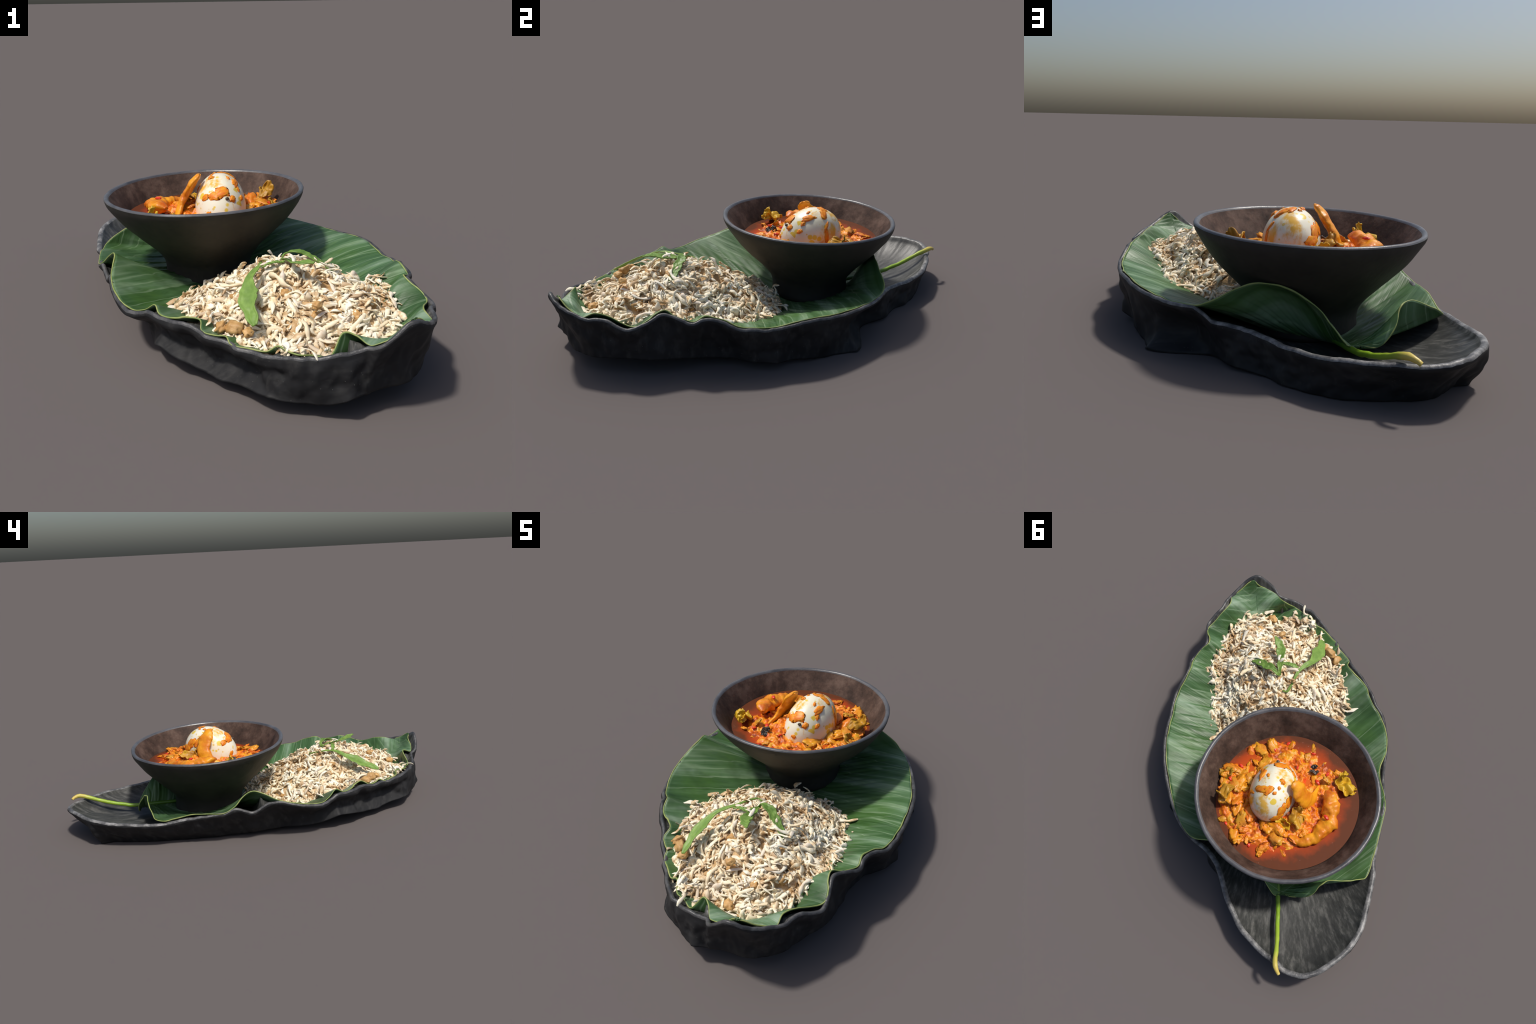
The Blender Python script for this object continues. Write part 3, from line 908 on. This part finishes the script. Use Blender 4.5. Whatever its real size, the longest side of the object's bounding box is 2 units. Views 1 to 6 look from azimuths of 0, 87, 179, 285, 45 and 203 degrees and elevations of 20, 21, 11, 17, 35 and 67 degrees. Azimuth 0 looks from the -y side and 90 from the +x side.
    while n < 85:
        an, rr = random.uniform(0, 2 * math.pi), 0.34 * math.sqrt(random.random())
        x, y = c0[0] + rr * math.cos(an), c0[1] + rr * math.sin(an)
        R = np.interp(math.degrees(an), reach[:, 0], reach[:, 1])
        if rr > R - 0.01:
            continue
        dens = 0.35 + 0.65 * (x > -0.05) * (y > 0.02) + 0.4 * (y > 0.38)
        if random.random() > dens:
            continue
        if np.linalg.norm((E3.T @ (np.array((x, y, 0.37)) - ec)) / ax3) < 1.08:
            continue
        n += 1
        s = random.uniform(0.5, 1.0) ** 2 * 0.052 * (0.7 if x < -0.2 else 1)
        e = (random.gauss(0, 0.35), random.gauss(0, 0.35), random.uniform(0, 6.28))
        M = Matrix.Translation(Vector((x, y, mass_h(x, y) + s * 0.12)) - inv) @ (Matrix.Rotation(e[2], 4, "Z") @ Matrix.Rotation(e[0], 4, "X") @ Matrix.Rotation(e[1], 4, "Y")) @ Matrix.Diagonal((s, s, s, 1))
        link("stew_chunk", kinds[n % 8], root, M)
    chili = blob_mesh("chili_piece", CHILI, 3, 0.35, 2.0, 1.0, (1, 0.55, 0.35))
    spots = [(-0.355, 0.252, 0.418, 0.016), (-0.24, 0.08, 0.385, 0.017), (0.150, 0.155, 0.385, 0.014), (0.165, 0.250, 0.405, 0.013), (0.01, 0.50, 0.368, 0.016),
             (-0.06, 0.515, 0.364, 0.014), (-0.02, -0.06, 0.373, 0.014), (0.09, 0.46, 0.385, 0.012), (0.03, 0.0, 0.38, 0.015), (-0.27, 0.02, 0.375, 0.013),
             (0.15, 0.38, 0.39, 0.012), (-0.15, 0.33, 0.405, 0.014), (-0.12, 0.05, 0.372, 0.013), (-0.16, -0.06, 0.366, 0.012), (0.1, 0.05, 0.378, 0.013)]
    for x, y, z, s in spots:
        M = Matrix.Translation(Vector((x, y, max(z if x < -0.3 else 0, mass_h(x, y) + 0.004))) - inv) @ Matrix.Rotation(random.uniform(0, 6), 4, "Z") @ Matrix.Rotation(random.gauss(0, 0.3), 4, "X") @ Matrix.Diagonal((s, s, s, 1))
        link("chili_piece", chili, root, M)
    return root


# -------------------------------------------------------------------- mound
MC = np.array((0.215, -0.450))
FOOT = arr((0.420, -0.840, 0.175), (0.330, -0.885, 0.165), (0.228, -0.905, 0.165), (0.130, -0.845, 0.155), (0.040, -0.785, 0.150), (-0.020, -0.740, 0.150), (-0.085, -0.660, 0.150), (-0.155, -0.565, 0.145),
           (-0.205, -0.460, 0.145), (-0.230, -0.330, 0.122), (-0.180, -0.140, 0.105), (-0.070, -0.020, 0.095), (0.060, 0.050, 0.095), (0.180, 0.065, 0.098), (0.290, 0.040, 0.105), (0.360, -0.010, 0.11),
           (0.420, -0.070, 0.115), (0.485, -0.160, 0.125), (0.535, -0.270, 0.135), (0.600, -0.370, 0.165), (0.598, -0.460, 0.180), (0.610, -0.560, 0.195), (0.595, -0.680, 0.198), (0.570, -0.775, 0.200), (0.500, -0.825, 0.190))


def mound_setup():
    C = catmull(FOOT, 500, True)
    an = np.arctan2(C[:, 1] - MC[1], C[:, 0] - MC[0])
    o = np.argsort(an)
    an = np.r_[an[o] - 2 * np.pi, an[o], an[o] + 2 * np.pi]
    rd = np.tile(np.hypot(C[:, 0] - MC[0], C[:, 1] - MC[1])[o], 3)
    zb = np.tile(C[o, 2], 3)

    def at(a, q):
        """Point of the mound at bearing a, fraction q of the way to its edge."""
        R, z0 = np.interp(a, an, rd), np.interp(a, an, zb)
        full = np.interp(q, [0, 0.25, 0.46, 0.7, 0.86, 1.0], [1, 0.96, 0.80, 0.47, 0.23, 0.0])
        mid = np.interp(q, [0, 0.25, 0.46, 0.7, 0.86, 1.0], [1, 0.94, 0.74, 0.41, 0.19, 0.0])
        lean = np.interp(q, [0, 0.25, 0.46, 0.7, 0.86, 1.0], [1, 0.88, 0.59, 0.30, 0.12, 0.0])
        we, wb, wl = max(0.0, math.cos(a)) ** 2, max(0.0, math.sin(a)) ** 1.2, max(0.0, -math.sin(a + 0.35)) + 0.5 * max(0.0, -math.cos(a))
        f = (mid * we + (0.5 * mid + 0.5 * lean) * wb + lean * wl) / (we + wb + wl)
        return np.array((MC[0] + R * q * math.cos(a), MC[1] + R * q * math.sin(a), z0 + (0.345 - z0) * f - 0.012))
    def height(x, y):
        a = math.atan2(y - MC[1], x - MC[0])
        p = at(a, min(1.0, math.hypot(x - MC[0], y - MC[1]) / np.interp(a, an, rd)))
        return p[2] + max(0.0, 0.050 * nz(p, 10, 4))
    return at, height


def strand(name, mat, length, width, seed, bend=0.9):
    n = 13
    t = np.linspace(-1, 1, n)
    b1, b2 = bend * rng.uniform(-1, 1), bend * rng.uniform(-1, 1)
    path = np.stack([t * length / 2, length * 0.30 * b1 * (1 - t ** 2) + 0.16 * length * b2 * np.sin(2.6 * t), length * 0.22 * (1 - t ** 2) * rng.uniform(-0.5, 1.0) + 0.06 * length * np.sin(3 * t + seed)], 1)
    end = rng.uniform(0.15, 0.7, 2)
    body = np.interp(t, [-1, -0.6, 0.6, 1], [end[0], 1, 1, end[1]])
    rad = width * body * (1 + 0.28 * np.sin(rng.uniform(2, 5) * t + seed) * rng.uniform(0.3, 1))
    return tube(path, rad, 7, rng.uniform(0.25, 0.6), (0.2 * math.sin(seed), 0.6 * math.cos(seed * 2.3), 1), 0.55, 38, seed)


def build_mound(leaf_pts):
    from mathutils import kdtree
    kd = kdtree.KDTree(len(leaf_pts))
    for i, p in enumerate(leaf_pts):
        kd.insert((p[0], p[1], 0), i)
    kd.balance()
    at, height = mound_setup()
    root = bpy.data.objects.new("rice_mound", None)
    COL.objects.link(root)
    root.location = (MC[0], MC[1], 0.09)
    inv = np.array(root.location)
    bpy.context.view_layer.update()
    # core
    nr, na = 60, 200
    V = []
    for i in range(nr):
        q = (i + 0.02) / (nr - 1) * 1.0
        for k in range(na):
            p = at(2 * math.pi * k / na - math.pi, min(q, 1))
            p = p + np.array((0, 0, 0.050 * nz(p, 10, 4) - 0.002)) * (1 - 0.5 * q) + np.array(nvec(p, 20)) * 0.010 * (q < 0.98)
            co, kk, dd = kd.find((p[0], p[1], 0))
            p[2] = max(p[2], leaf_pts[kk][2] + (0.004 if i < nr - 2 else -0.002))
            V.append(p - inv)
    add("rice_core", V, grid_faces(nr, na, False, True, True), CORE, root)

    # shreds
    kinds, shapes = [], []
    for k in range(40):
        L, W = rng.uniform(0.035, 0.090), rng.uniform(0.0052, 0.0105)
        v, f = strand("coconut_shred", SHRED, L, W, k * 1.3)
        shapes.append((np.array(v), f))
        me = bpy.data.meshes.new("coconut_shred")
        me.from_pydata([tuple(map(float, x)) for x in v], [], f)
        me.shade_smooth()
        me.materials.append(SHRED)
        kinds.append(me)
    places = []
    for i in range(2700):
        a = rng.uniform(-math.pi, math.pi)
        q = math.sqrt(rng.uniform(0.0, 1.0))
        p = at(a, q)
        e = 0.02
        px, py = at(a + e, q) - p, at(a, min(1, q + e) if q < 0.97 else q - e) - p
        nn = np.cross(px, py)
        if nn[2] < 0:
            nn = -nn
        nn = nn / (np.linalg.norm(nn) + 1e-9)
        lump = 0.050 * nz(p, 10, 4)
        p = p + np.array((0, 0, lump * (1 - 0.5 * q))) + nn * rng.uniform(-0.007, 0.010)
        co, kk, dd = kd.find((p[0], p[1], 0))
        if dd > 0.012 and p[1] < -0.3:
            continue
        p[2] = max(p[2], leaf_pts[kk][2] + 0.006)
        yaw = 6.0 * nz(p, 5.0, 2) + rng.normal(0, 0.9)
        tilt = rng.normal(0, 0.42) + (0.1 if q > 0.85 else 0)
        Rm = Vector(nn).to_track_quat("Z", "Y").to_matrix().to_4x4() @ Matrix.Rotation(yaw, 4, "Z") @ Matrix.Rotation(tilt, 4, "Y") @ Matrix.Rotation(rng.normal(0, 0.5), 4, "X")
        s = rng.uniform(0.75, 1.25)
        places.append((p, Rm, s, int(rng.integers(40))))
    # long stray shreds that stick out of the heap
    for x, y, z, yaw, tilt, k, s in ((0.250, -0.945, 0.222, 2.4, -0.15, 3, 1.3), (-0.262, -0.305, 0.135, 0.6, -0.1, 5, 1.35), (-0.215, -0.475, 0.185, 0.4, -0.1, 7, 1.3), (0.45, -0.86, 0.20, 1.0, 0.1, 8, 1.3),
                                     (0.30, -0.92, 0.205, 0.2, 0.0, 9, 1.3), (0.60, -0.55, 0.185, 0.3, 0.1, 2, 1.2), (0.58, -0.42, 0.165, 0.1, 0.0, 11, 1.2), (0.01, 0.045, 0.125, 1.2, -0.5, 12, 1.2), (0.38, -0.02, 0.13, 0.7, -0.3, 13, 1.2)):
        places.append((np.array((x, y, z)), Matrix.Rotation(yaw, 4, "Z") @ Matrix.Rotation(tilt, 4, "Y"), s, k))
    order = sorted(range(len(places)), key=lambda i: -places[i][2])
    single = set(order[:290])
    SV, SF = [], []
    for i, (p, Rm, s, k) in enumerate(places):
        M = Matrix.Translation(Vector(p - inv)) @ Rm @ Matrix.Diagonal((s, s, s, 1))
        if i in single:
            link("coconut_shred", kinds[k], root, M)
        else:
            v, f = shapes[k]
            A = np.array(M)
            b = len(SV)
            SV += list(v @ A[:3, :3].T + A[:3, 3])
            SF += [tuple(x + b for x in q) for q in f]
    ob = add("loose_coconut_shred", SV, SF, LOOSE, root)
    ob["kind"] = "stuff"

    # roasted peanuts and brown bits
    nuts = [blob_mesh("peanut", PEANUT, 3, 0.5, 1.5, 5.0 + k * 2.1, (1.0, 0.75, 0.6), 0.3) for k in range(5)]
    spots = [(0.412, -0.822, 0.205, 0.028), (0.012, -0.735, 0.222, 0.034), (-0.035, -0.710, 0.212, 0.030), (0.06, -0.76, 0.215, 0.024), (0.50, -0.60, 0.25, 0.034), (0.44, -0.70, 0.245, 0.024), (0.47, -0.66, 0.24, 0.022), (0.30, -0.70, 0.285, 0.022)]
    for i in range(26):
        p = at(rng.uniform(-math.pi, math.pi), math.sqrt(rng.uniform(0.02, 0.9)))
        spots.append((p[0], p[1], p[2] - 0.004, rng.uniform(0.016, 0.028)))
    for i, (x, y, z, s) in enumerate(spots):
        M = Matrix.Translation(Vector((x, y, z)) - Vector(inv)) @ Matrix.Rotation(rng.uniform(0, 6), 4, "Z") @ Matrix.Rotation(rng.uniform(-1, 1), 4, "X") @ Matrix.Diagonal((s, s, s, 1))
        link("peanut", nuts[i % 5], root, M)

    # fresh herb sprig: narrow toothed blades from one stalk
    def blade(ctrl, width, up, seed):
        n, m = 60, 13
        path = catmull(ctrl, n)
        lift = np.array([max(0.0, height(p[0], p[1]) + 0.016 - p[2]) for p in path])
        path[:, 2] += np.convolve(np.pad(lift, 7, mode="edge"), np.ones(15) / 15, "valid")
        w = np.interp(np.linspace(0, 1, n), np.linspace(0, 1, len(width)), width)
        T = np.gradient(path, axis=0)
        T /= np.linalg.norm(T, axis=1)[:, None]
        V = []
        ups = catmull(up, n)
        for i in range(n):
            side = np.cross(T[i], ups[i])
            side /= np.linalg.norm(side)
            nn = np.cross(side, T[i])
            for j in range(m):
                s = j / (m - 1) * 2 - 1
                tooth = 1 + 0.45 * nz((i * 0.11, 1.0 if s > 0 else -1.0, seed), 1.3, 3)
                V.append(path[i] + side * s * w[i] * (tooth if abs(s) > 0.01 else 1) + nn * (0.22 * w[i] * s * s + 0.003 * nz((i * 0.15, s, seed), 2, 2)) - inv)
        ob = add("herb_leaf", V, grid_faces(n, m), HERB, root)
        md = ob.modifiers.new("thickness", "SOLIDIFY")
        md.thickness, md.offset = 0.004, 0
        return ob

    U = (0.1, -0.2, 1)
    blade(arr((0.143, -0.353, 0.300), (0.118, -0.355, 0.312), (0.110, -0.400, 0.335), (0.108, -0.470, 0.350), (0.090, -0.520, 0.350), (0.068, -0.570, 0.335), (0.060, -0.640, 0.305), (0.068, -0.710, 0.275), (0.083, -0.776, 0.248)),
          [0.004, 0.005, 0.006, 0.008, 0.013, 0.020, 0.033, 0.036, 0.028, 0.008], arr((0, 0, 1), (-0.2, 0, 1), (-0.45, -0.35, 0.9)), 0.0)
    blade(arr((0.190, -0.415, 0.352), (0.205, -0.412, 0.372), (0.238, -0.420, 0.384), (0.280, -0.430, 0.375), (0.320, -0.442, 0.355), (0.360, -0.458, 0.330), (0.392, -0.468, 0.308)),
          [0.006, 0.012, 0.020, 0.022, 0.018, 0.016, 0.006], arr((0, 0.2, 1), (0.3, 0, 1), (0.7, -0.1, 0.8)), 2.0)
    blade(arr((0.190, -0.415, 0.345), (0.205, -0.450, 0.365), (0.215, -0.490, 0.372), (0.235, -0.535, 0.382), (0.265, -0.570, 0.395), (0.298, -0.598, 0.404)),
          [0.007, 0.012, 0.018, 0.022, 0.020, 0.006], arr((0, 0, 1), (0.3, 0, 1), (0.2, -0.5, 0.9)), 4.0)
    blade(arr((0.200, -0.480, 0.362), (0.170, -0.490, 0.368), (0.140, -0.495, 0.364), (0.115, -0.500, 0.352)),
          [0.005, 0.010, 0.011, 0.004], arr((0, 0, 1), (0, 0.3, 1)), 6.0)
    root["label"] = "heap of creamy shredded coconut rice with peanuts and herbs"
    root["category"] = "rice dish"
    return root


leaf_pts, edge_pts = build_leaf()
build_tray(leaf_pts, edge_pts)
build_bowl()
build_mound(leaf_pts)
